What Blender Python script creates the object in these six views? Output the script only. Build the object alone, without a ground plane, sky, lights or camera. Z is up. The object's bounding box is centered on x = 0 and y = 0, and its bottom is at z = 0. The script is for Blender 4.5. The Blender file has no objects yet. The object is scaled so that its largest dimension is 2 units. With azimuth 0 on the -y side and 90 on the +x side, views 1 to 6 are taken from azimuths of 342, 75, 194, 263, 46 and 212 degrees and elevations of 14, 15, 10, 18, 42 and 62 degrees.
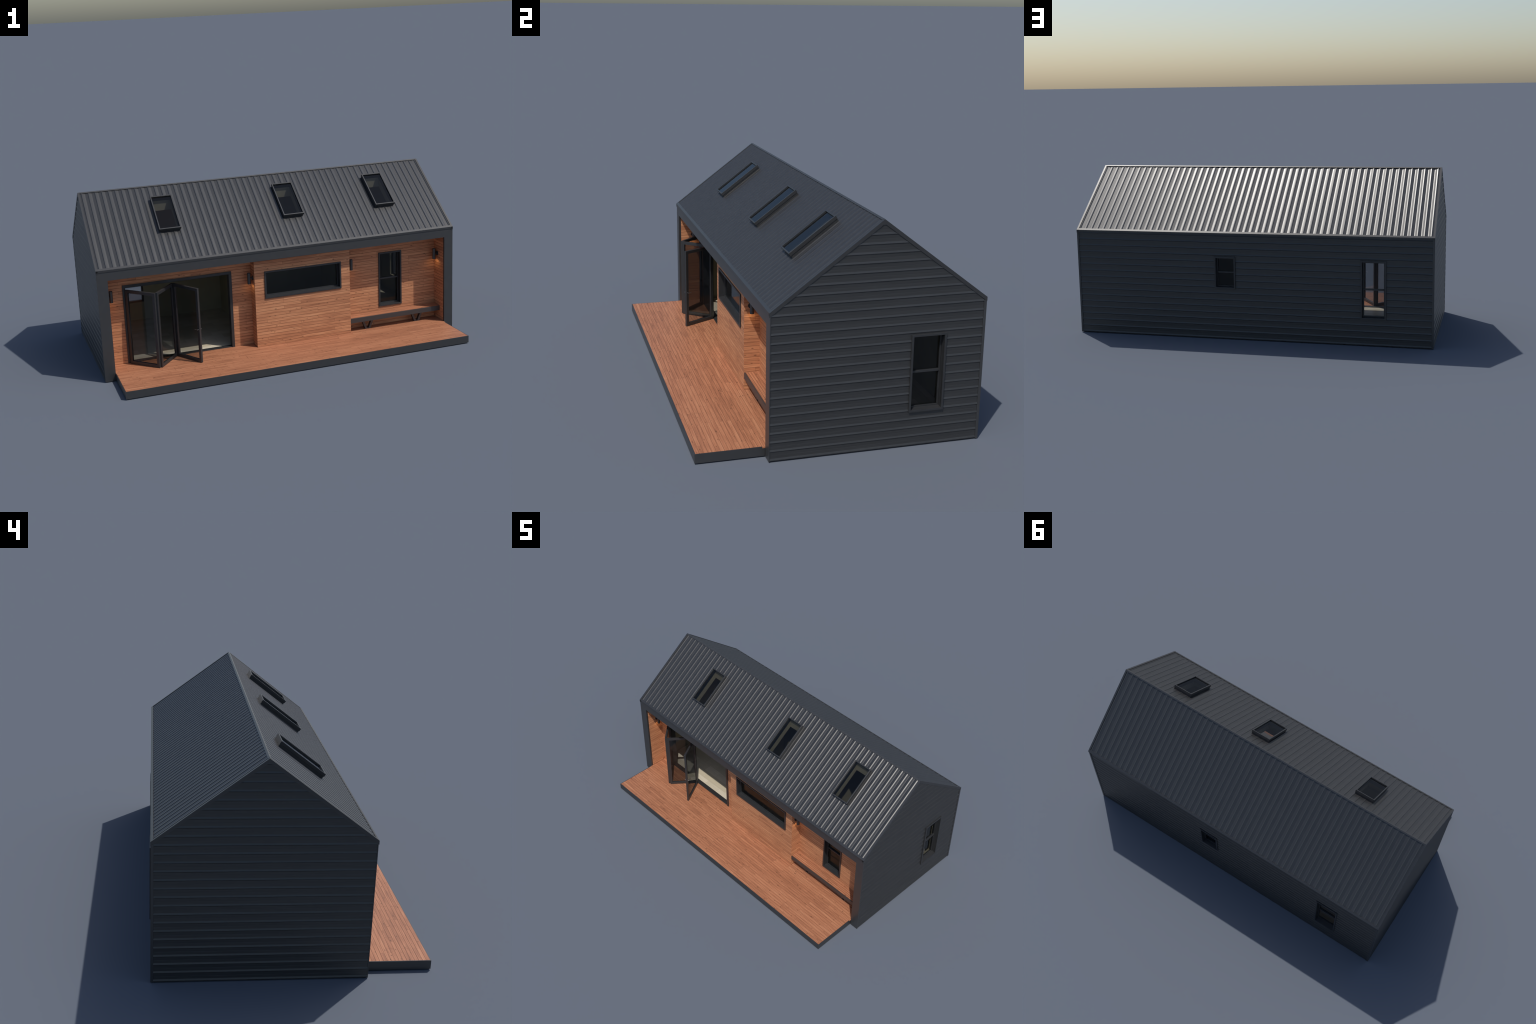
import bpy, bmesh, math, random
from mathutils import Vector, Matrix
random.seed(7)

# ------------------------------------------------------------------ sizes
XL, XR = -0.9995, 0.9952            # outer faces of the gable trims
YF, YB = -0.2965, 0.5655         # outer faces of front frame / rear wall
YR, ZR = 0.1335, 0.9155          # ridge
YEF, YEB, ZE = -0.2990, 0.5664, 0.5895   # eave edges
PITCH = 0.03555                  # course height of siding = rib spacing of roof
DECK_TOP = 0.0405
REC = -0.1770                    # recessed porch wall
BOXY = -0.2465                   # front of the bay
BX0, BX1 = -0.160, 0.389         # sides of the bay
OPX = 0.9435                     # porch opening half width
FLOOR = 0.0405
WIN_TOP = 0.460

# ------------------------------------------------------------------ helpers
def new_mesh(name, verts, faces, mat, smooth=None, recalc=True):
    me = bpy.data.meshes.new(name)
    me.from_pydata([tuple(v) for v in verts], [], faces)
    if recalc:
        bm = bmesh.new(); bm.from_mesh(me)
        bmesh.ops.remove_doubles(bm, verts=bm.verts, dist=1e-6)
        bmesh.ops.recalc_face_normals(bm, faces=bm.faces)
        bm.to_mesh(me); bm.free()
    me.materials.append(mat)
    if smooth is not None:
        for p in me.polygons: p.use_smooth = True
        me.set_sharp_from_angle(angle=math.radians(smooth))
    return me

def add(name, me, parent, loc=None, rot=None):
    ob = bpy.data.objects.new(name, me)
    bpy.context.scene.collection.objects.link(ob)
    ob.parent = parent
    if loc is not None: ob.location = loc
    if rot is not None: ob.rotation_euler = rot
    return ob

class Geo:
    def __init__(s): s.v, s.f = [], []
    def quad(s, *p):
        n = len(s.v); s.v += [Vector(q) for q in p]; s.f.append(tuple(range(n, n+len(p))))
    def hexa(s, c):
        """8 corners: 0-3 bottom ring, 4-7 top ring"""
        n = len(s.v); s.v += [Vector(q) for q in c]
        for f in ((0,3,2,1),(4,5,6,7),(0,1,5,4),(1,2,6,5),(2,3,7,6),(3,0,4,7)):
            s.f.append(tuple(n+i for i in f))
    def box(s, x0,x1,y0,y1,z0,z1):
        s.hexa([(x0,y0,z0),(x1,y0,z0),(x1,y1,z0),(x0,y1,z0),(x0,y0,z1),(x1,y0,z1),(x1,y1,z1),(x0,y1,z1)])
    def cyl(s, p0, p1, r, n=28, r1=None):
        p0, p1 = Vector(p0), Vector(p1); r1 = r if r1 is None else r1
        d = (p1-p0).normalized(); a = d.orthogonal().normalized(); b = d.cross(a)
        k = len(s.v)
        for p, rr in ((p0,r),(p1,r1)):
            for i in range(n):
                t = 2*math.pi*i/n; s.v.append(p+a*rr*math.cos(t)+b*rr*math.sin(t))
        for i in range(n):
            j = (i+1)%n; s.f.append((k+i,k+j,k+n+j,k+n+i))
        s.f.append(tuple(k+i for i in reversed(range(n)))); s.f.append(tuple(k+n+i for i in range(n)))
    def mesh(s, name, mat, bevel=0.0, smooth=None, recalc=True):
        me = new_mesh(name, s.v, s.f, mat, smooth, recalc)
        if bevel > 0:
            bm = bmesh.new(); bm.from_mesh(me)
            es = [e for e in bm.edges if len(e.link_faces)==2 and e.calc_face_angle(0) > 0.6]
            bmesh.ops.bevel(bm, geom=es, offset=bevel, segments=2, profile=0.5, affect='EDGES', clamp_overlap=True)
            bm.to_mesh(me); bm.free()
        return me

def sheet(g, profile, blim, holes, mapf, thick, reveal=False, close=True):
    """Extrude a profile [(a,h)] along b between blim(a), leaving rectangular
    holes (a0,a1,b0,b1); 'thick' is the depth of the back face."""
    pts = [profile[0]]
    cuts = sorted({c for h in holes for c in h[:2]})
    for p, q in zip(profile, profile[1:]):
        for c in cuts:
            if p[0]+1e-7 < c < q[0]-1e-7:
                t = (c-p[0])/(q[0]-p[0]); pts.append((c, p[1]+t*(q[1]-p[1])))
        pts.append(q)
    last = len(pts)-2
    for i, (p, q) in enumerate(zip(pts, pts[1:])):
        m = 0.5*(p[0]+q[0])
        lp, lq = blim(p[0]), blim(q[0])
        if lp[0] >= lp[1]-1e-5 and lq[0] >= lq[1]-1e-5: continue
        iv = [((lp[0],lq[0]),(lp[1],lq[1]))]
        for a0,a1,b0,b1 in holes:
            if a0-1e-7 < m < a1+1e-7:
                out = []
                for s, e in iv:
                    if min(e) <= b0 or max(s) >= b1: out.append((s,e)); continue
                    if min(s) < b0: out.append((s,(b0,b0)))
                    if max(e) > b1: out.append(((b1,b1),e))
                iv = out
        for s, e in iv:
            P0,P1 = mapf(p[0],s[0],p[1]), mapf(p[0],e[0],p[1])
            Q0,Q1 = mapf(q[0],s[1],q[1]), mapf(q[0],e[1],q[1])
            B0,B1 = mapf(p[0],s[0],-thick), mapf(p[0],e[0],-thick)
            C0,C1 = mapf(q[0],s[1],-thick), mapf(q[0],e[1],-thick)
            g.quad(P0,P1,Q1,Q0)
            if q[0]-p[0] > 1e-6:
                g.quad(B0,C0,C1,B1); g.quad(P0,Q0,C0,B0); g.quad(P1,B1,C1,Q1)
            if close and i == 0: g.quad(P0,B0,B1,P1)
            if close and i == last: g.quad(Q0,Q1,C1,C0)
    if reveal:
        for a0,a1,b0,b1 in holes:
            for a in (a0,a1):
                g.quad(mapf(a,b0,0),mapf(a,b1,0),mapf(a,b1,-thick),mapf(a,b0,-thick))

# ------------------------------------------------------------------ materials
def mat_base(name):
    m = bpy.data.materials.new(name); m.use_nodes = True
    nt = m.node_tree; nt.nodes.clear()
    out = nt.nodes.new('ShaderNodeOutputMaterial')
    bs = nt.nodes.new('ShaderNodeBsdfPrincipled')
    nt.links.new(bs.outputs[0], out.inputs[0])
    return m, nt, bs, out

def N(nt, kind, **kw):
    n = nt.nodes.new(kind)
    for k, v in kw.items(): setattr(n, k, v)
    return n

def math_node(nt, op, a, b=None, c=None):
    n = nt.nodes.new('ShaderNodeMath'); n.operation = op
    for i, x in enumerate((a,b,c)):
        if x is None: continue
        if isinstance(x, (int,float)): n.inputs[i].default_value = x
        else: nt.links.new(x, n.inputs[i])
    return n.outputs[0]

def position(nt):
    geo = nt.nodes.new('ShaderNodeNewGeometry')
    sep = nt.nodes.new('ShaderNodeSeparateXYZ'); nt.links.new(geo.outputs['Position'], sep.inputs[0])
    return sep.outputs

def combine(nt, x, y, z):
    n = nt.nodes.new('ShaderNodeCombineXYZ')
    for i, v in enumerate((x,y,z)):
        if isinstance(v,(int,float)): n.inputs[i].default_value = v
        else: nt.links.new(v, n.inputs[i])
    return n.outputs[0]

def mix_rgb(nt, fac, a, b, mode='MIX'):
    n = nt.nodes.new('ShaderNodeMix'); n.data_type = 'RGBA'; n.blend_type = mode
    if isinstance(fac,(int,float)): n.inputs[0].default_value = fac
    else: nt.links.new(fac, n.inputs[0])
    for i, v in ((6,a),(7,b)):
        if isinstance(v, tuple): n.inputs[i].default_value = v+(1,) if len(v)==3 else v
        else: nt.links.new(v, n.inputs[i])
    return n.outputs[2]

def ramp(nt, fac, stops):
    n = nt.nodes.new('ShaderNodeValToRGB'); cr = n.color_ramp
    while len(cr.elements) < len(stops): cr.elements.new(0.5)
    for e, (p, c) in zip(cr.elements, stops):
        e.position = p; e.color = (c if len(c)==4 else c+(1,)) if isinstance(c, tuple) else (c,c,c,1)
    nt.links.new(fac, n.inputs[0]); return n.outputs[0]

def coated_metal(name, col, rough, spec, axis=None, across=None, var=0.12):
    """powder coated sheet with faint streaks along one axis"""
    m, nt, bs, out = mat_base(name)
    p = position(nt)
    if axis is None:
        vec = combine(nt, p[0], p[1], p[2]); sc = 30
    else:
        ax = [math_node(nt,'MULTIPLY',p[i], 6.0 if i==axis else 220.0) for i in range(3)]
        vec = combine(nt, *ax); sc = 1.0
    nz = N(nt,'ShaderNodeTexNoise'); nz.inputs['Scale'].default_value = sc
    nz.inputs['Detail'].default_value = 3; nt.links.new(vec, nz.inputs['Vector'])
    lo = tuple(c*(1-var) for c in col); hi = tuple(c*(1+var) for c in col)
    c = ramp(nt, nz.outputs[0], [(0.3,lo),(0.7,hi)])
    nt.links.new(c, bs.inputs['Base Color'])
    bs.inputs['Roughness'].default_value = rough
    bs.inputs['Specular IOR Level'].default_value = spec
    return m

def wood(name, along, row, hh, v0, dark, mid, light, seg=0.39, seed=0.0, rough=0.5, edge=0.5):
    """planks: 'along' = grain axis, 'row' = axis across the boards"""
    m, nt, bs, out = mat_base(name)
    p = position(nt); u, v = p[along], p[row]
    t = math_node(nt,'DIVIDE', math_node(nt,'SUBTRACT', v, v0), hh)
    r = math_node(nt,'FLOOR', t); fr = math_node(nt,'SUBTRACT', t, r)
    # staggered butt joints: quarter steps that jump about from row to row
    wn = N(nt,'ShaderNodeTexWhiteNoise'); wn.noise_dimensions = '1D'
    nt.links.new(math_node(nt,'ADD', r, seed+3.7), wn.inputs['W'])
    off = math_node(nt,'MULTIPLY', math_node(nt,'FLOOR', math_node(nt,'MULTIPLY', wn.outputs['Value'], 4.0)), seg/4)
    us = math_node(nt,'DIVIDE', math_node(nt,'ADD', u, off), seg)
    sg = math_node(nt,'FLOOR', us); fs = math_node(nt,'SUBTRACT', us, sg)
    idn = N(nt,'ShaderNodeTexWhiteNoise'); idn.noise_dimensions = '3D'
    nt.links.new(combine(nt, r, sg, seed), idn.inputs['Vector'])
    # grain
    gv = combine(nt, math_node(nt,'MULTIPLY',u,9.0), math_node(nt,'MULTIPLY',v,260.0),
                 math_node(nt,'MULTIPLY', idn.outputs['Value'], 40.0))
    g = N(nt,'ShaderNodeTexNoise'); g.inputs['Scale'].default_value = 1.0
    g.inputs['Detail'].default_value = 5; g.inputs['Roughness'].default_value = 0.62
    nt.links.new(gv, g.inputs['Vector'])
    gv2 = combine(nt, math_node(nt,'MULTIPLY',u,22.0), math_node(nt,'MULTIPLY',v,900.0), seed)
    g2 = N(nt,'ShaderNodeTexNoise'); g2.inputs['Scale'].default_value = 1.0; g2.inputs['Detail'].default_value = 2
    nt.links.new(gv2, g2.inputs['Vector'])
    f = math_node(nt,'ADD', math_node(nt,'MULTIPLY', g.outputs[0], 0.68),
                  math_node(nt,'ADD', math_node(nt,'MULTIPLY', idn.outputs['Value'], 0.11),
                            math_node(nt,'MULTIPLY', g2.outputs[0], 0.20)))
    col = ramp(nt, f, [(0.36,dark),(0.51,mid),(0.70,light)])
    # knots
    kv = combine(nt, math_node(nt,'MULTIPLY',u,26.0), math_node(nt,'ADD',math_node(nt,'MULTIPLY',v,62.0), seed), 0.0)
    vo = N(nt,'ShaderNodeTexVoronoi'); vo.inputs['Scale'].default_value = 1.0
    nt.links.new(kv, vo.inputs['Vector'])
    sepc = N(nt,'ShaderNodeSeparateColor'); nt.links.new(vo.outputs['Color'], sepc.inputs[0])
    size = math_node(nt,'MULTIPLY_ADD', sepc.outputs[0], 0.11, 0.10)
    has = math_node(nt,'GREATER_THAN', sepc.outputs[1], 0.15)
    k = N(nt,'ShaderNodeMapRange'); k.interpolation_type = 'SMOOTHSTEP'
    nt.links.new(math_node(nt,'DIVIDE', vo.outputs['Distance'], size), k.inputs[0])
    k.inputs[1].default_value = 0.35; k.inputs[2].default_value = 1.25
    k.inputs[3].default_value = 0.70; k.inputs[4].default_value = 0.0
    kf = math_node(nt,'MULTIPLY', k.outputs[0], has)
    knot = tuple(c*0.28 for c in dark)
    col = mix_rgb(nt, kf, col, knot)
    # joints, and darker lines along the plank edges
    dj = math_node(nt,'MULTIPLY', math_node(nt,'MINIMUM', fs, math_node(nt,'SUBTRACT',1.0,fs)), seg)
    jm = math_node(nt,'MULTIPLY', math_node(nt,'LESS_THAN', dj, 0.0009), 0.35)
    col = mix_rgb(nt, jm, col, knot)
    de = math_node(nt,'MULTIPLY', math_node(nt,'MINIMUM', fr, math_node(nt,'SUBTRACT',1.0,fr)), hh)
    em = N(nt,'ShaderNodeMapRange'); nt.links.new(de, em.inputs[0])
    em.inputs[1].default_value = 0.0006; em.inputs[2].default_value = 0.0022
    em.inputs[3].default_value = edge; em.inputs[4].default_value = 0.0
    ew = math_node(nt,'MULTIPLY', em.outputs[0], math_node(nt,'MULTIPLY_ADD', g.outputs[0], 1.8, 0.0))
    col = mix_rgb(nt, ew, col, tuple(c*0.5 for c in dark))
    nt.links.new(col, bs.inputs['Base Color'])
    bs.inputs['Roughness'].default_value = rough
    bs.inputs['Specular IOR Level'].default_value = 0.3
    bp = N(nt,'ShaderNodeBump'); bp.inputs['Strength'].default_value = 0.15; bp.inputs['Distance'].default_value = 0.0006
    nt.links.new(g.outputs[0], bp.inputs['Height']); nt.links.new(bp.outputs[0], bs.inputs['Normal'])
    return m

def plaster(name, col):
    m, nt, bs, out = mat_base(name)
    p = position(nt)
    nz = N(nt,'ShaderNodeTexNoise'); nz.inputs['Scale'].default_value = 14; nz.inputs['Detail'].default_value = 4
    nt.links.new(combine(nt,p[0],p[1],p[2]), nz.inputs['Vector'])
    c = ramp(nt, nz.outputs[0], [(0.3,tuple(x*0.95 for x in col)),(0.7,tuple(min(1,x*1.04) for x in col))])
    nt.links.new(c, bs.inputs['Base Color']); bs.inputs['Roughness'].default_value = 0.8
    bs.inputs['Specular IOR Level'].default_value = 0.2
    return m

def tile_floor(name):
    m, nt, bs, out = mat_base(name)
    p = position(nt)
    br = N(nt,'ShaderNodeTexBrick'); br.offset = 0.5
    nt.links.new(combine(nt,p[0],p[1],0.0), br.inputs['Vector'])
    br.inputs['Scale'].default_value = 1.0
    br.inputs['Color1'].default_value = (0.60,0.53,0.39,1); br.inputs['Color2'].default_value = (0.74,0.67,0.53,1)  # tile colours toned down to bring the unlit indoor gloom into them
    br.inputs['Mortar'].default_value = (0.50,0.44,0.32,1); br.inputs['Mortar Size'].default_value = 0.0006
    br.inputs['Brick Width'].default_value = 0.11; br.inputs['Row Height'].default_value = 0.055
    nz = N(nt,'ShaderNodeTexNoise'); nz.inputs['Scale'].default_value = 1.0; nz.inputs['Detail'].default_value = 4
    nt.links.new(combine(nt, math_node(nt,'MULTIPLY',p[0],20.0), math_node(nt,'MULTIPLY',p[1],140.0), 0.0), nz.inputs['Vector'])
    c = mix_rgb(nt, 1.0, br.outputs[0], ramp(nt, nz.outputs[0], [(0.3,0.88),(0.7,1.0)]), 'MULTIPLY')
    nt.links.new(c, bs.inputs['Base Color']); bs.inputs['Roughness'].default_value = 0.4
    return m

def glass(name):
    m, nt, bs, out = mat_base(name)
    nt.nodes.remove(bs)
    tr = N(nt,'ShaderNodeBsdfTransparent'); tr.inputs[0].default_value = (0.70,0.71,0.72,1)
    gl = N(nt,'ShaderNodeBsdfGlossy'); gl.inputs['Roughness'].default_value = 0.03
    gl.inputs[0].default_value = (0.8,0.85,0.9,1)
    fr = N(nt,'ShaderNodeFresnel'); fr.inputs[0].default_value = 1.45
    ms = N(nt,'ShaderNodeMixShader')
    gb = N(nt,'ShaderNodeNewGeometry')
    fac = math_node(nt,'MULTIPLY', fr.outputs[0], math_node(nt,'SUBTRACT', 1.0, gb.outputs['Backfacing']))
    nt.links.new(fac, ms.inputs[0]); nt.links.new(tr.outputs[0], ms.inputs[1]); nt.links.new(gl.outputs[0], ms.inputs[2])
    nt.links.new(ms.outputs[0], out.inputs[0])
    return m

DARK = (0.034,0.0345,0.036)
SIDE = (0.029,0.0293,0.030)
M_ROOF  = coated_metal('roof_sheet_coating', (0.028,0.0283,0.0295), 0.365, 0.85, var=0.05)
M_TRIM  = coated_metal('trim_coating', DARK, 0.40, 0.85, var=0.06)
M_SIDX  = coated_metal('siding_coating_along_x', SIDE, 0.42, 0.75, axis=0, var=0.16)
M_SIDY  = coated_metal('siding_coating_along_y', SIDE, 0.42, 0.75, axis=1, var=0.16)
M_FRAME = coated_metal('window_frame_coating', (0.028,0.029,0.031), 0.40, 0.6, var=0.06)
M_STEEL = coated_metal('brushed_steel', (0.55,0.55,0.56), 0.3, 0.5, var=0.05)
M_STEEL.node_tree.nodes['Principled BSDF'].inputs['Metallic'].default_value = 1.0
ROW = 0.0165; DROW = 0.01610
W_D, W_M, W_L = (0.275,0.112,0.060), (0.435,0.180,0.094), (0.56,0.272,0.150)
C_D, C_M, C_L = (0.35,0.143,0.073), (0.55,0.245,0.122), (0.73,0.38,0.20)  # lightened against the deck timber: baked light on upright faces is in the colour
M_DECK  = wood('deck_timber', 0, 1, DROW, -0.5655, W_D, W_M, W_L, seed=1.3, edge=0.35)
M_BENCH = wood('bench_timber', 0, 1, 0.0112, -0.2395, W_D, W_M, W_L, seed=5.1)
M_CLADX = wood('cladding_timber_along_x', 0, 2, ROW, DECK_TOP, C_D, C_M, C_L, seed=2.2)
M_CLADY = wood('cladding_timber_along_y', 1, 2, ROW, DECK_TOP, C_D, C_M, C_L, seed=8.4)
M_WALL  = plaster('cream_plaster', (0.38,0.345,0.24))  # cream darkened so the dim room shade is in the base colour
M_FLOOR = tile_floor('pale_floor_tiles')
M_GLASS = glass('tinted_glass')
def lamp_light():
    m, nt, bs, out = mat_base('lamp_glow')
    bs.inputs['Base Color'].default_value = (0.8,0.6,0.4,1)
    bs.inputs['Emission Color'].default_value = (1.0,0.68,0.32,1); bs.inputs['Emission Strength'].default_value = 22
    return m
M_GLOW = lamp_light()

# ------------------------------------------------------------------ top level
house = bpy.data.objects.new('tiny_house', None)
bpy.context.scene.collection.objects.link(house)
house['label'] = 'small dark gabled cabin with timber porch and folding glass doors'
house['category'] = 'house'

# ------------------------------------------------------------------ openings
# (horizontal from, to, z from, z to)
W_TALL = 0.1415
FRONT_WIN = (0.5935, 0.7350, 0.1450, WIN_TOP)
STRIP_WIN = (-0.1045, 0.3365, 0.3085, 0.4595)
GABLE_WIN = (0.2610, 0.4045, 0.1430, WIN_TOP)
REAR_TALL = (-0.7500, -0.6130, 0.1445, WIN_TOP)
REAR_SMALL = (0.0725, 0.1912, 0.2820, WIN_TOP)
DOOR = (-0.8555, -0.2685, DECK_TOP-0.002, 0.4660)
def hole(o, m=0.004):   # -> (a0,a1,b0,b1) with a = z
    return (o[2]+m, o[3]-m, o[0]+m, o[1]-m)

# ------------------------------------------------------------------ roof frame of reference
class Slope:
    def __init__(s, ye):
        d = Vector((0, ye-YR, ZE-ZR)); s.L = d.length; s.u = d/s.L
        s.n = Vector((0, -s.u.z, s.u.y)) if s.u.y > 0 else Vector((0, s.u.z, -s.u.y))
        if s.n.z < 0: s.n = -s.n
        s.ye = ye
    def at(s, x, a, h):
        return Vector((x, YR, ZR)) + s.u*a + s.n*h
    def plumb(s, y, h):            # slope distance where height-offset h meets plane y
        return (y-YR-h*s.n.y)/s.u.y
SF, SB = Slope(YEF), Slope(YEB)

def slope_strip(g, sl, x0, x1, a0, a1, h0, h1):
    """bar on a slope; a0=None -> plumb at ridge, a1=None -> plumb at eave"""
    def s0(h): return sl.plumb(YR, h) if a0 is None else a0
    def s1(h): return sl.plumb(sl.ye, h) if a1 is None else a1
    g.hexa([sl.at(x0,s0(h0),h0),sl.at(x1,s0(h0),h0),sl.at(x1,s1(h0),h0),sl.at(x0,s1(h0),h0),
            sl.at(x0,s0(h1),h1),sl.at(x1,s0(h1),h1),sl.at(x1,s1(h1),h1),sl.at(x0,s1(h1),h1)])

# lap profile: lip (peak), flare, shallow dish, steep return to the next lip
ROOF_LAP = [(0.0,0.0),(0.0056,-0.0021),(0.0122,-0.0027),(0.0168,-0.0034),(0.0186,-0.0039),(0.0255,-0.0031),(0.0325,-0.0022),(PITCH,0.0)]
WALL_LAP = [(0.0,0.0),(0.0070,-0.0024),(0.0186,-0.0027),(0.0190,-0.0029),(0.0194,-0.0027),(0.0325,-0.0024),(PITCH,0.0)]

# ------------------------------------------------------------------ roof
roof = bpy.data.objects.new('roof', None); bpy.context.scene.collection.objects.link(roof); roof.parent = house
SKY_X = (-0.5725, 0.1137, 0.6578)
SKY_HW, SKY_S0, SKY_S1 = 0.0588, 0.1000, 0.3365
sky_holes = [(x-SKY_HW+0.004, x+SKY_HW-0.004, SKY_S0+0.004, SKY_S1-0.004) for x in SKY_X]
RAKE = 0.0105
def roof_sheet(sl, holes):
    g = Geo()
    k = -1
    while True:
        base = -0.9795 + k*PITCH
        if base > XR-RAKE: break
        prof = [(base+a, h-0.0004) for a, h in ROOF_LAP]
        lo, hi = XL+RAKE-0.001, XR-RAKE+0.001
        pr = []
        for p, q in zip(prof, prof[1:]):
            if q[0] <= lo or p[0] >= hi: continue
            def at(x): return (x, p[1]+(q[1]-p[1])*(x-p[0])/(q[0]-p[0]))
            a, b = at(max(p[0],lo)), at(min(q[0],hi))
            if not pr: pr.append(a)
            pr.append(b)
        if len(pr) > 1:
            sheet(g, pr, lambda a: (0.0045, sl.L-0.010), holes, lambda a,b,h: sl.at(a,b,h), 0.0075, close=False)
        k += 1
    return g
for sl, hs in ((SF, sky_holes), (SB, [])):
    g = roof_sheet(sl, hs)
    ob = add('roof_sheet', g.mesh('roof_sheet', M_ROOF, recalc=True), roof)
# structural roof slab / vaulted ceiling with skylight shafts
for sl, hs in ((SF, sky_holes), (SB, [])):
    g = Geo()
    hh = [(a0-0.0,a1+0.0,b0,b1) for a0,a1,b0,b1 in hs]
    sheet(g, [(XL+0.012,0),(XR-0.012,0)],
          lambda a: (0.055, sl.L-0.055), hh,
          lambda a,b,h: sl.at(a,b,-0.0082) + Vector((0,0,h)), 0.058, reveal=True)
    add('ceiling', g.mesh('ceiling', M_WALL), roof)
g = Geo()
for sl in (SF, SB):
    slope_strip(g, sl, XL+RAKE, XR-RAKE, None, 0.0078, -0.0030, 0.0006)
add('ridge_cap', g.mesh('ridge_cap', M_TRIM), roof)
for sl in (SF, SB):
    g = Geo(); slope_strip(g, sl, XL+0.0002, XR-0.0002, sl.L-0.0125, None, -0.0085, -0.0002)
    add('eave_trim', g.mesh('eave_trim', M_ROOF), roof)
for x0, x1 in ((XL, XL+RAKE), (XR-RAKE, XR)):
    for sl in (SF, SB):
        g = Geo(); slope_strip(g, sl, x0, x1, None, None, -0.0135, 0.0)
        add('rake_trim', g.mesh('rake_trim', M_ROOF), roof)

# skylights
def ring(g, x0,x1,z0,z1, y0,y1, w, mapf=None):
    """rectangular picture frame in XZ, between depths y0..y1, bar width w (or 4-tuple l,r,b,t)"""
    l,r,b,t = (w,)*4 if isinstance(w,(int,float)) else w
    o = [(x0,z0),(x1,z0),(x1,z1),(x0,z1)]; i = [(x0+l,z0+b),(x1-r,z0+b),(x1-r,z1-t),(x0+l,z1-t)]
    f = mapf or (lambda x,y,z: (x,y,z))
    n = len(g.v)
    for d in (y0,y1):
        for c in o: g.v.append(Vector(f(c[0],d,c[1])))
        for c in i: g.v.append(Vector(f(c[0],d,c[1])))
    for k in range(4):
        j = (k+1)%4
        g.f += [(n+k,n+j,n+4+j,n+4+k),(n+8+k,n+8+4+k,n+8+4+j,n+8+j),
                (n+k,n+8+k,n+8+j,n+j),(n+4+k,n+4+j,n+12+j,n+12+k)]
def skylight_meshes():
    # local frame: x across, z up the slope, y = -height above the roof
    L = SKY_S1-SKY_S0
    g = Geo(); ring(g, -SKY_HW, SKY_HW, -L/2, L/2, -0.0223, -0.0085, 0.0062)
    rim = g.mesh('skylight_frame', M_FRAME, bevel=0.0006)
    g = Geo(); ring(g, -SKY_HW+0.0022, SKY_HW-0.0022, -L/2+0.0022, L/2-0.0022, -0.0085, 0.0130, 0.0046)
    curb = g.mesh('skylight_curb', M_FRAME)
    g = Geo(); g.box(-SKY_HW+0.0055, SKY_HW-0.0055, -0.0160, -0.0145, -L/2+0.0055, L/2-0.0055)
    pane = g.mesh('glass_pane', M_GLASS)
    return rim, curb, pane
rim, curb, pane = skylight_meshes()
for x in SKY_X:
    c = SF.at(x, 0.5*(SKY_S0+SKY_S1), 0.0)
    R = Matrix((Vector((1,0,0)), -SF.n, -SF.u)).transposed().to_euler()
    f = add('skylight', rim, roof, c, R)
    add('skylight_curb', curb, f); add('glass_pane', pane, f)

# ------------------------------------------------------------------ siding walls
def courses(a_max, z_first=0.0055):
    out = []; k = -1
    while True:
        base = z_first + k*PITCH
        if base >= a_max-0.001: break
        pr = [(base+a, h) for a, h in WALL_LAP]
        cl = []
        for p, q in zip(pr, pr[1:]):
            lo, hi = 0.0006, a_max
            if q[0] <= lo or p[0] >= hi: continue
            def at(z): return (z, p[1]+(q[1]-p[1])*(z-p[0])/(q[0]-p[0]))
            a, b = at(max(p[0],lo)), at(min(q[0],hi))
            if not cl: cl.append(a)
            cl.append(b)
        if len(cl) > 1: out.append(cl)
        k += 1
    return out

def gable_lim(off):
    def f(z):
        # underside of the rake trim
        t = (ZR-0.004-z)/(ZR-ZE)
        y0 = max(YF+0.0035, YR-(YR-YEF)*t+off); y1 = min(YB-0.0105, YR+(YEB-YR)*t-off)
        return (y0, y1)
    return f
for xo, sgn, holes in ((XR-0.0005, 1, [hole(GABLE_WIN)]), (XL+0.0003-0.0008, -1, [])):
    wall = None
    g = Geo()
    # core of the gable wall with the window opening
    def core_map(a,b,h, xo=xo, sgn=sgn): return (xo+sgn*(h-0.0066), b, a)
    lim = lambda z: (max(YF+0.0125, YR-(YR-YEF)*(ZR-0.014-z)/(ZR-ZE)), min(YB-0.0098, YR+(YEB-YR)*(ZR-0.014-z)/(ZR-ZE)))
    sheet(g, [(0.002,0),(0.30,0),(0.5755,0),(ZR-0.0145,0)], lim, holes, core_map, 0.0425, reveal=True)
    wall = add('gable_wall', g.mesh('gable_wall', M_WALL), house)
    for cl in courses(ZR-0.016):
        g = Geo()
        sheet(g, cl, gable_lim(0.002), holes, lambda a,b,h, xo=xo, sgn=sgn: (xo+sgn*h, b, a), 0.0066)
        if g.f: add('siding_board', g.mesh('siding_board', M_SIDY), wall)
g = Geo()
rh = [hole(REAR_TALL), hole(REAR_SMALL)]
yo = YB-0.0006
sheet(g, [(0.002,0),(0.575,0)], lambda z: (XL+0.05, XR-0.05), rh, lambda a,b,h: (b, yo-0.0066+h, a), 0.0300, reveal=True)
rear = add('rear_wall', g.mesh('rear_wall', M_WALL), house)
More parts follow.
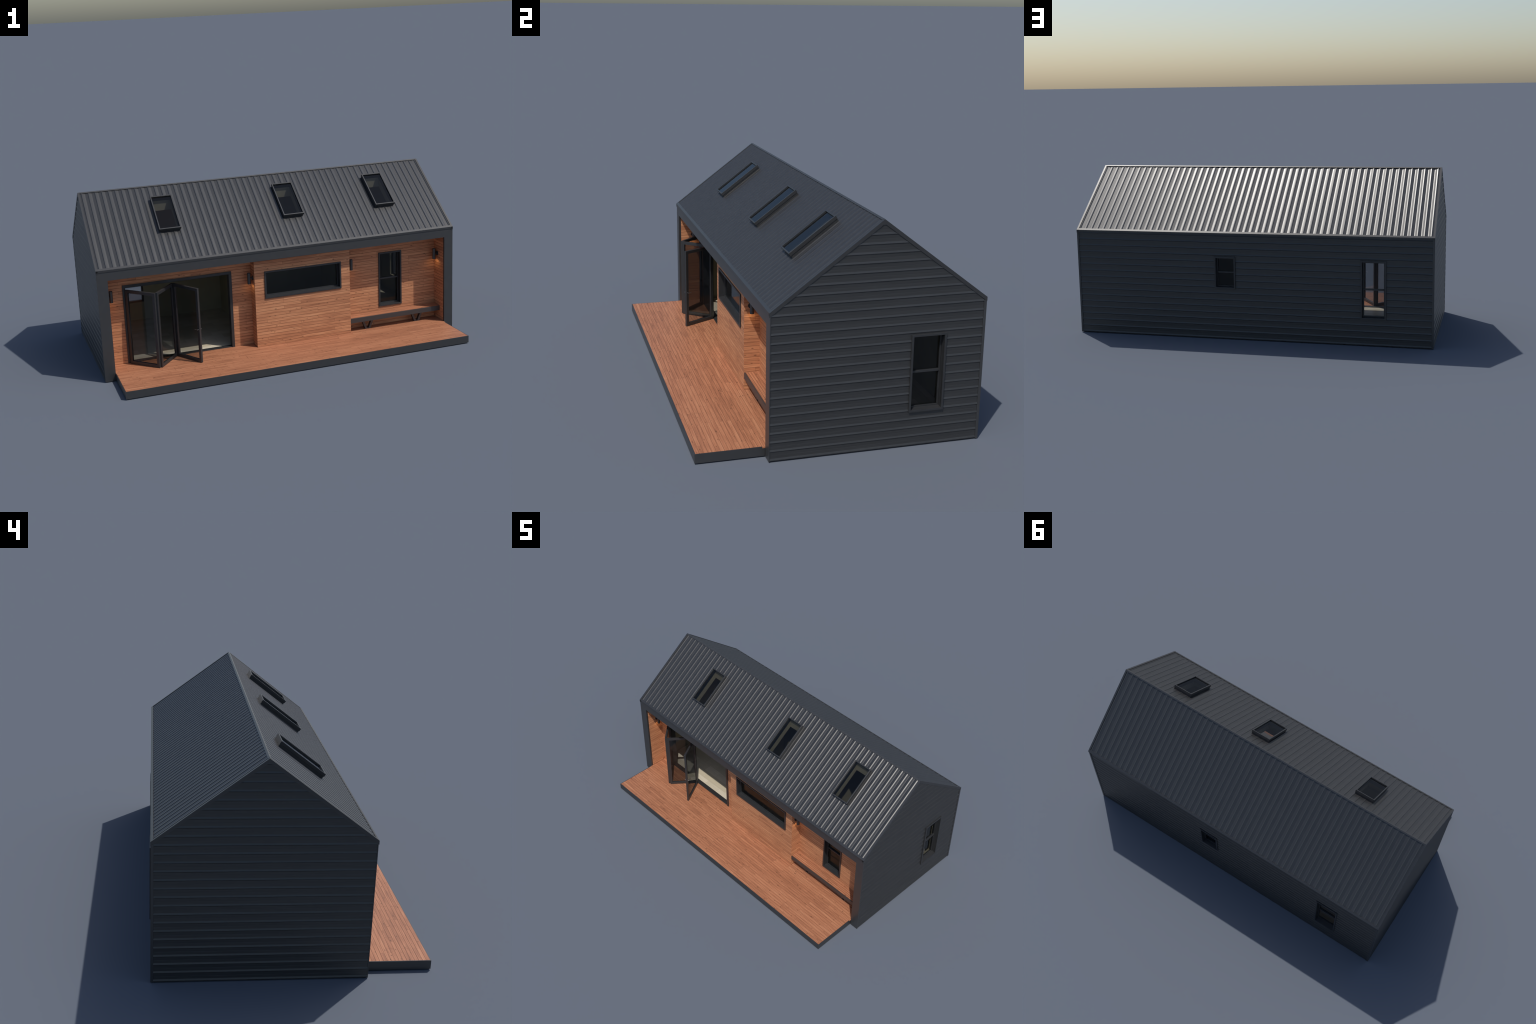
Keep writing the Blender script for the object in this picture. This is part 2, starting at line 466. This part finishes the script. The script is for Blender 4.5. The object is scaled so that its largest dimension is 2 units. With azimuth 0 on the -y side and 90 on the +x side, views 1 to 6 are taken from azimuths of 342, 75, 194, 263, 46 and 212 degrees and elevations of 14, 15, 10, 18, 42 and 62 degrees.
for cl in courses(0.5795):
    g = Geo()
    sheet(g, cl, lambda z: (XL+0.0105, XR-0.0105), rh, lambda a,b,h: (b, yo+h, a), 0.0066)
    add('siding_board', g.mesh('siding_board', M_SIDX), rear)
# corner trims at the rear, slim edge trims at the front
for x0, x1 in ((XL+0.0003, XL+0.0112), (XR-0.0112, XR-0.0003)):
    g = Geo(); g.box(x0,x1, YB-0.0112, YB, 0.0, 0.5785)
    add('corner_trim', g.mesh('corner_trim', M_TRIM, bevel=0.0006), house)

# ------------------------------------------------------------------ porch frame
frame = bpy.data.objects.new('porch_frame', None); bpy.context.scene.collection.objects.link(frame); frame.parent = house
for x0, x1 in ((XL+0.0004, -OPX), (OPX, XR-0.0004)):
    g = Geo(); g.box(x0,x1, YF, YF+0.0034, 0.0, 0.5330)
    c0, c1 = (x0+0.0085, x1) if x0 < 0 else (x0, x1-0.0085)
    g.box(c0,c1, YF+0.0034, YF+0.012, 0.0, 0.5330)
    add('post', g.mesh('post', M_TRIM), frame)
g = Geo(); g.box(XL+0.0004, XR-0.0004, YF, YF+0.0034, 0.5330, 0.5795)
g.box(XL+0.0090, XR-0.0090, YF+0.0034, YF+0.030, 0.5330, 0.5795)
add('beam', g.mesh('beam', M_TRIM), frame)
g = Geo(); g.box(-OPX-0.02, OPX+0.02, YF+0.030, REC+0.02, 0.5345, 0.5440)
add('soffit', g.mesh('soffit', M_CLADX), frame)

# ------------------------------------------------------------------ timber cladding
def board_profile(z0, z1):
    pr = []; z = z0
    while z < z1-0.002:
        t = min(z+ROW, z1)
        pr += [(z,-0.0011),(z+0.00045,-0.0011),(z+0.0009,0.0),(t-0.0006,0.0),(t,-0.0011)] if not pr else [(z+0.00045,-0.0011),(z+0.0009,0.0),(t-0.0006,0.0),(t,-0.0011)]
        z = t
    return pr
CP = board_profile(DECK_TOP, 0.5340)
def clad(mat, b0, b1, mapf, holes=(), thick=0.006):
    g = Geo(); sheet(g, CP, lambda z: (b0,b1), list(holes), mapf, thick)
    ob = add('timber_cladding', g.mesh('timber_cladding', mat), front); ob['kind'] = 'stuff'
g = Geo()
T = 0.020
sheet(g, [(0.02,0),(0.575,0)], lambda z: (-OPX-0.02, BX0+0.006), [hole(DOOR)], lambda a,b,h: (b, REC+0.006-h, a), T, reveal=True)
sheet(g, [(0.02,0),(0.575,0)], lambda z: (BX1-0.006, OPX+0.02), [hole(FRONT_WIN)], lambda a,b,h: (b, REC+0.006-h, a), T, reveal=True)
sheet(g, [(0.02,0),(0.5335,0)], lambda z: (BX0+0.006, BX1-0.006), [hole(STRIP_WIN)], lambda a,b,h: (b, BOXY+0.006-h, a), T, reveal=True)
g.box(BX0+0.006, BX0+0.020, BOXY+0.026, REC+0.026, 0.02, 0.575)
g.box(BX1-0.020, BX1-0.006, BOXY+0.026, REC+0.026, 0.02, 0.575)
front = add('front_wall', g.mesh('front_wall', M_WALL), house)
clad(M_CLADX, -OPX-0.001, BX0, lambda a,b,h: (b, REC-h, a), [hole(DOOR)])
clad(M_CLADX, BX1, OPX+0.001, lambda a,b,h: (b, REC-h, a), [hole(FRONT_WIN)])
clad(M_CLADX, BX0+0.0003, BX1-0.0003, lambda a,b,h: (b, BOXY-h, a), [hole(STRIP_WIN)])
clad(M_CLADY, BOXY+0.0006, REC+0.004, lambda a,b,h: (BX0-h, b, a))
clad(M_CLADY, BOXY+0.0006, REC+0.004, lambda a,b,h: (BX1+h, b, a))
clad(M_CLADY, YF+0.0125, REC+0.004, lambda a,b,h: (-OPX+h, b, a))
clad(M_CLADY, YF+0.0125, REC+0.004, lambda a,b,h: (OPX-h, b, a))

# ------------------------------------------------------------------ windows
def window(o, centre, rotz, rail=True, depth=0.024, cas=0.0084):
    """local frame: x right, z up, -y outward; origin at the middle of the opening on the wall face"""
    w, h = o[1]-o[0], o[3]-o[2]; x, z = w/2, h/2
    g = Geo(); ring(g, -x,x,-z,z, -0.0055, 0.0045, cas)
    # lining of the reveal, the sill leg slopes outward
    q = 0.0050
    ring(g, -x+q, x-q, -z+q, z-q, 0.0045, depth+0.010, cas-q)
    fr = add('window', g.mesh('window_casing', M_FRAME, bevel=0.0006), house, centre, (0,0,rotz))
    g = Geo()
    n = len(g.v)   # sloping sill
    zi = -z+cas
    g.hexa([(-x+cas,-0.003,zi-0.002),(x-cas,-0.003,zi-0.002),(x-cas,depth-0.004,zi-0.002),(-x+cas,depth-0.004,zi-0.002),
            (-x+cas,-0.003,zi+0.0004),(x-cas,-0.003,zi+0.0004),(x-cas,depth-0.004,zi+0.0022),(-x+cas,depth-0.004,zi+0.0022)])
    add('sill', g.mesh('window_sill', M_FRAME), fr)
    g = Geo(); s = cas+0.0006
    ring(g, -x+s, x-s, -z+s, z-s, depth-0.004, depth+0.008, 0.0065)
    if rail: g.box(-x+s+0.0065, x-s-0.0065, depth-0.0065, depth+0.006, -0.0042, 0.0042)
    add('sash', g.mesh('window_sash', M_FRAME, bevel=0.0004), fr)
    g = Geo(); g.box(-x+s+0.004, x-s-0.004, depth+0.0015, depth+0.0030, -z+s+0.004, z-s-0.004)
    add('glass_pane', g.mesh('glass_pane', M_GLASS), fr)
def mid(o): return 0.5*(o[0]+o[1]), 0.5*(o[2]+o[3])
c, z = mid(FRONT_WIN); window(FRONT_WIN, (c, REC, z), 0)
c, z = mid(STRIP_WIN); window(STRIP_WIN, (c, BOXY, z), 0, rail=False)
c, z = mid(GABLE_WIN); window(GABLE_WIN, (XR-0.0007, c, z), math.pi/2)
c, z = mid(REAR_TALL); window(REAR_TALL, (c, YB-0.0016, z), math.pi)
c, z = mid(REAR_SMALL); window(REAR_SMALL, (c, YB-0.0016, z), math.pi)

# ------------------------------------------------------------------ folding door
x0, x1, _, zt = DOOR
g = Geo()
JW = 0.0150
for a, b in ((x0, x0+JW), (x1-JW, x1)): g.box(a,b, REC-0.0060, REC+0.0300, DECK_TOP-0.0005, zt-JW)
g.box(x0, x1, REC-0.0060, REC+0.0300, zt-JW, zt)
g.box(x0+JW, x1-JW, REC-0.0015, REC+0.0280, DECK_TOP-0.004, FLOOR+0.0035)
door = add('folding_door', g.mesh('door_frame', M_FRAME, bevel=0.0006), house)
LW, LH, LT, ST = 0.1835, 0.4020, 0.0120, 0.0150
LZ = FLOOR+0.0015
g = Geo(); ring(g, 0.0004, LW-0.0004, 0, LH, -LT/2, LT/2, (ST,ST,0.0165,ST))
leaf_me = g.mesh('door_leaf', M_FRAME, bevel=0.0008)
g = Geo(); g.box(ST-0.003, LW-ST+0.003, -0.001, 0.001, 0.0165-0.003, LH-ST+0.003)
pane_me = g.mesh('glass_pane', M_GLASS)
pA = Vector((-0.8415,-0.1890)); pB = Vector((-0.7160,-0.3200)); pC = Vector((-0.5965,-0.1830)); pD = Vector((-0.4975,-0.3385))
def leaf(p, q, shift):
    d = (q-p).normalized(); nrm = Vector((-d.y, d.x)); o = p + nrm*shift
    ob = add('door_leaf', leaf_me, door, (o.x,o.y,LZ), (0,0,math.atan2(d.y,d.x)))
    add('glass_pane', pane_me, ob)
    return ob
leaf(pA, pB, 0.0)
leaf(pB+Vector((0.0075,0.001)), pC, 0.0)
l3 = leaf(pC+Vector((0.009,0.000)), pD, 0.0)
g = Geo()
for s in (-1,1):
    g.cyl((LW-ST/2, s*LT/2, 0.181), (LW-ST/2, s*(LT/2+0.008), 0.181), 0.0018, 12)
    g.cyl((LW-ST/2+0.0015, s*(LT/2+0.0075), 0.181), (LW-ST/2-0.0200, s*(LT/2+0.0075), 0.181), 0.0013, 12)
add('door_handle', g.mesh('door_handle', M_STEEL, smooth=40), l3)

# ------------------------------------------------------------------ deck
deck = bpy.data.objects.new('deck', None); bpy.context.scene.collection.objects.link(deck); deck.parent = house
DX0, DX1, DY = -0.9440, 0.9415, -0.5690
g = Geo()
g.box(DX0, DX1, DY, DY+0.0035, 0.0022, DECK_TOP-0.0006)
g.box(DX0, DX0+0.0030, DY+0.0035, YF-0.0002, 0.0022, DECK_TOP-0.0006)
g.box(DX1-0.0030, DX1, DY+0.0035, YF-0.0002, 0.0022, DECK_TOP-0.0006)
add('deck_fascia', g.mesh('deck_fascia', M_TRIM), deck)
g = Geo(); g.box(DX0+0.003, DX1-0.003, DY+0.0035, YF-0.0002, 0.0, 0.0330)
g.box(-OPX-0.01, OPX+0.01, YF+0.0125, REC+0.004, 0.0, 0.0330)
add('deck_base', g.mesh('deck_base', M_TRIM), deck)
SEG = 0.39
unit = {}
def board_mesh(L, w):
    key = (round(L,4), round(w,4))
    if key not in unit:
        g = Geo(); g.box(0, L, 0, w, -0.006, 0)
        unit[key] = g.mesh('deck_board', M_DECK, bevel=0.0003)
    return unit[key]
y = DY+0.0036; row = 0
rows = []
while y < REC-0.001:
    w = min(DROW, REC+0.003-y)
    rows.append((y, w)); y += DROW
for i, (y, w) in enumerate(rows):
    inside = y+w > YF+0.001
    a, b = (-OPX+0.0004, OPX-0.0004) if inside else (DX0+0.0032, DX1-0.0032)
    spans = [(a,b)] if y < BOXY else [(a,BX0-0.0004),(BX1+0.0004,b)]
    for a, b in spans:
        p = a; first = random.choice((1,2,3,4))*SEG/4
        cuts = [a]; c = a+first
        while c < b-0.04: cuts.append(c); c += SEG
        cuts.append(b)
        for c0, c1 in zip(cuts, cuts[1:]):
            ob = add('deck_board', board_mesh(c1-c0-0.0006, w-0.00036), deck, (c0+0.0003, y+0.00018, DECK_TOP+random.uniform(-0.0002,0.0001)))

# ------------------------------------------------------------------ bench
g = Geo()
g.box(BX1+0.0006, OPX-0.0006, -0.2460, -0.2400, 0.0935, 0.1200)
bench = add('bench', g.mesh('bench_apron', M_TRIM, bevel=0.0006), house)
n = 5; bw = (REC-0.0008-(-0.2395))/n
g = Geo(); g.box(BX1+0.0008, OPX-0.0008, 0.0004, bw-0.0006, 0.1130, 0.1203)
slat = g.mesh('seat_slat', M_BENCH, bevel=0.0005)
for i in range(n): add('seat_slat', slat, bench, (0, -0.2395+i*bw, 0))
def vleg():
    g = Geo(); h = 0.0935-DECK_TOP+0.0002; t = 0.0125
    for s in (-1,1):
        b0, b1, t0, t1 = s*0.0030, s*(0.0030+t), s*0.0235, s*(0.0235+t)
        g.hexa([(b0,-0.009,0),(b1,-0.009,0),(b1,0.009,0),(b0,0.009,0),(t0,-0.009,h),(t1,-0.009,h),(t1,0.009,h),(t0,0.009,h)])
    g.box(-0.0030,0.0030,-0.009,0.009,0,0.006)
    return g.mesh('bench_leg', M_TRIM)
vl = vleg()
for x in (0.5035, 0.8095):
    add('bench_leg', vl, bench, (x, -0.2120, DECK_TOP))

# ------------------------------------------------------------------ wall lamps
def lamp_parts():
    g = Geo()                      # local: wall at x=0, lamp at +x
    g.cyl((0.0005,0,0.0),(0.0050,0,0.0), 0.0125, 28)
    g.cyl((0.0050,0,0.0),(0.0140,0,0.0), 0.0045, 16)
    base = g.mesh('lamp_bracket', M_FRAME, smooth=40)
    g = Geo(); n = 32; R, r, z = 0.0093, 0.0074, 0.0303
    k = 0
    for rr, zz in ((r,-z+0.003),(r,-z),(R,-z),(R,z),(r+0.0004,z),(r+0.0004,z-0.0012)):
        for i in range(n):
            t = 2*math.pi*i/n; g.v.append(Vector((0.0212+rr*math.cos(t), rr*math.sin(t), zz)))
    for m_ in range(5):
        for i in range(n):
            j = (i+1)%n; g.f.append((m_*n+i,m_*n+j,(m_+1)*n+j,(m_+1)*n+i))
    g.f.append(tuple(5*n+i for i in range(n))); 
    g.f.append(tuple(i for i in reversed(range(n))))
    tube = g.mesh('lamp_tube', M_TRIM, smooth=40)
    g = Geo(); g.cyl((0.0212,0,-z+0.0010),(0.0212,0,-z+0.0024), 0.0068, 24)
    bulb = g.mesh('lamp_bulb', M_GLOW)
    return base, tube, bulb
lb, lt, lg = lamp_parts()
for x, rz in ((-OPX, 0), (BX0, math.pi), (BX1, 0), (OPX, math.pi)):
    b = add('wall_lamp', lb, house, (x, -0.2165, 0.4235), (0,0,rz))
    add('lamp_tube', lt, b); add('lamp_bulb', lg, b)

# ------------------------------------------------------------------ interior
g = Geo(); g.box(-0.944, 0.944, REC+0.0270, 0.526, 0.0, FLOOR)
g.box(BX0+0.02, BX1-0.02, BOXY+0.027, REC+0.0270, 0.0, FLOOR)
add('floor', g.mesh('floor', M_FLOOR), house)
for x in (-0.1290, 0.4000):
    g = Geo()
    g.box(x-0.012, x+0.012, REC+0.027, 0.525, FLOOR, 0.520)
    prof = [(z, 0) for z in (0.5205, 0.660, 0.800)]
    sheet(g, prof, lambda z: (max(REC+0.027,YR-(ZR-0.08-z)*1.325), min(0.525,YR+(ZR-0.08-z)*1.325)), [], lambda a,b,h: (x+0.012+h, b, a), 0.024)
    add('partition_wall', g.mesh('partition_wall', M_WALL), house)
# cross wall between the bay room and the rear room
g = Geo(); g.box(-0.117, 0.388, 0.176, 0.200, FLOOR, 0.760)
add('partition_wall', g.mesh('cross_wall', M_WALL), house)
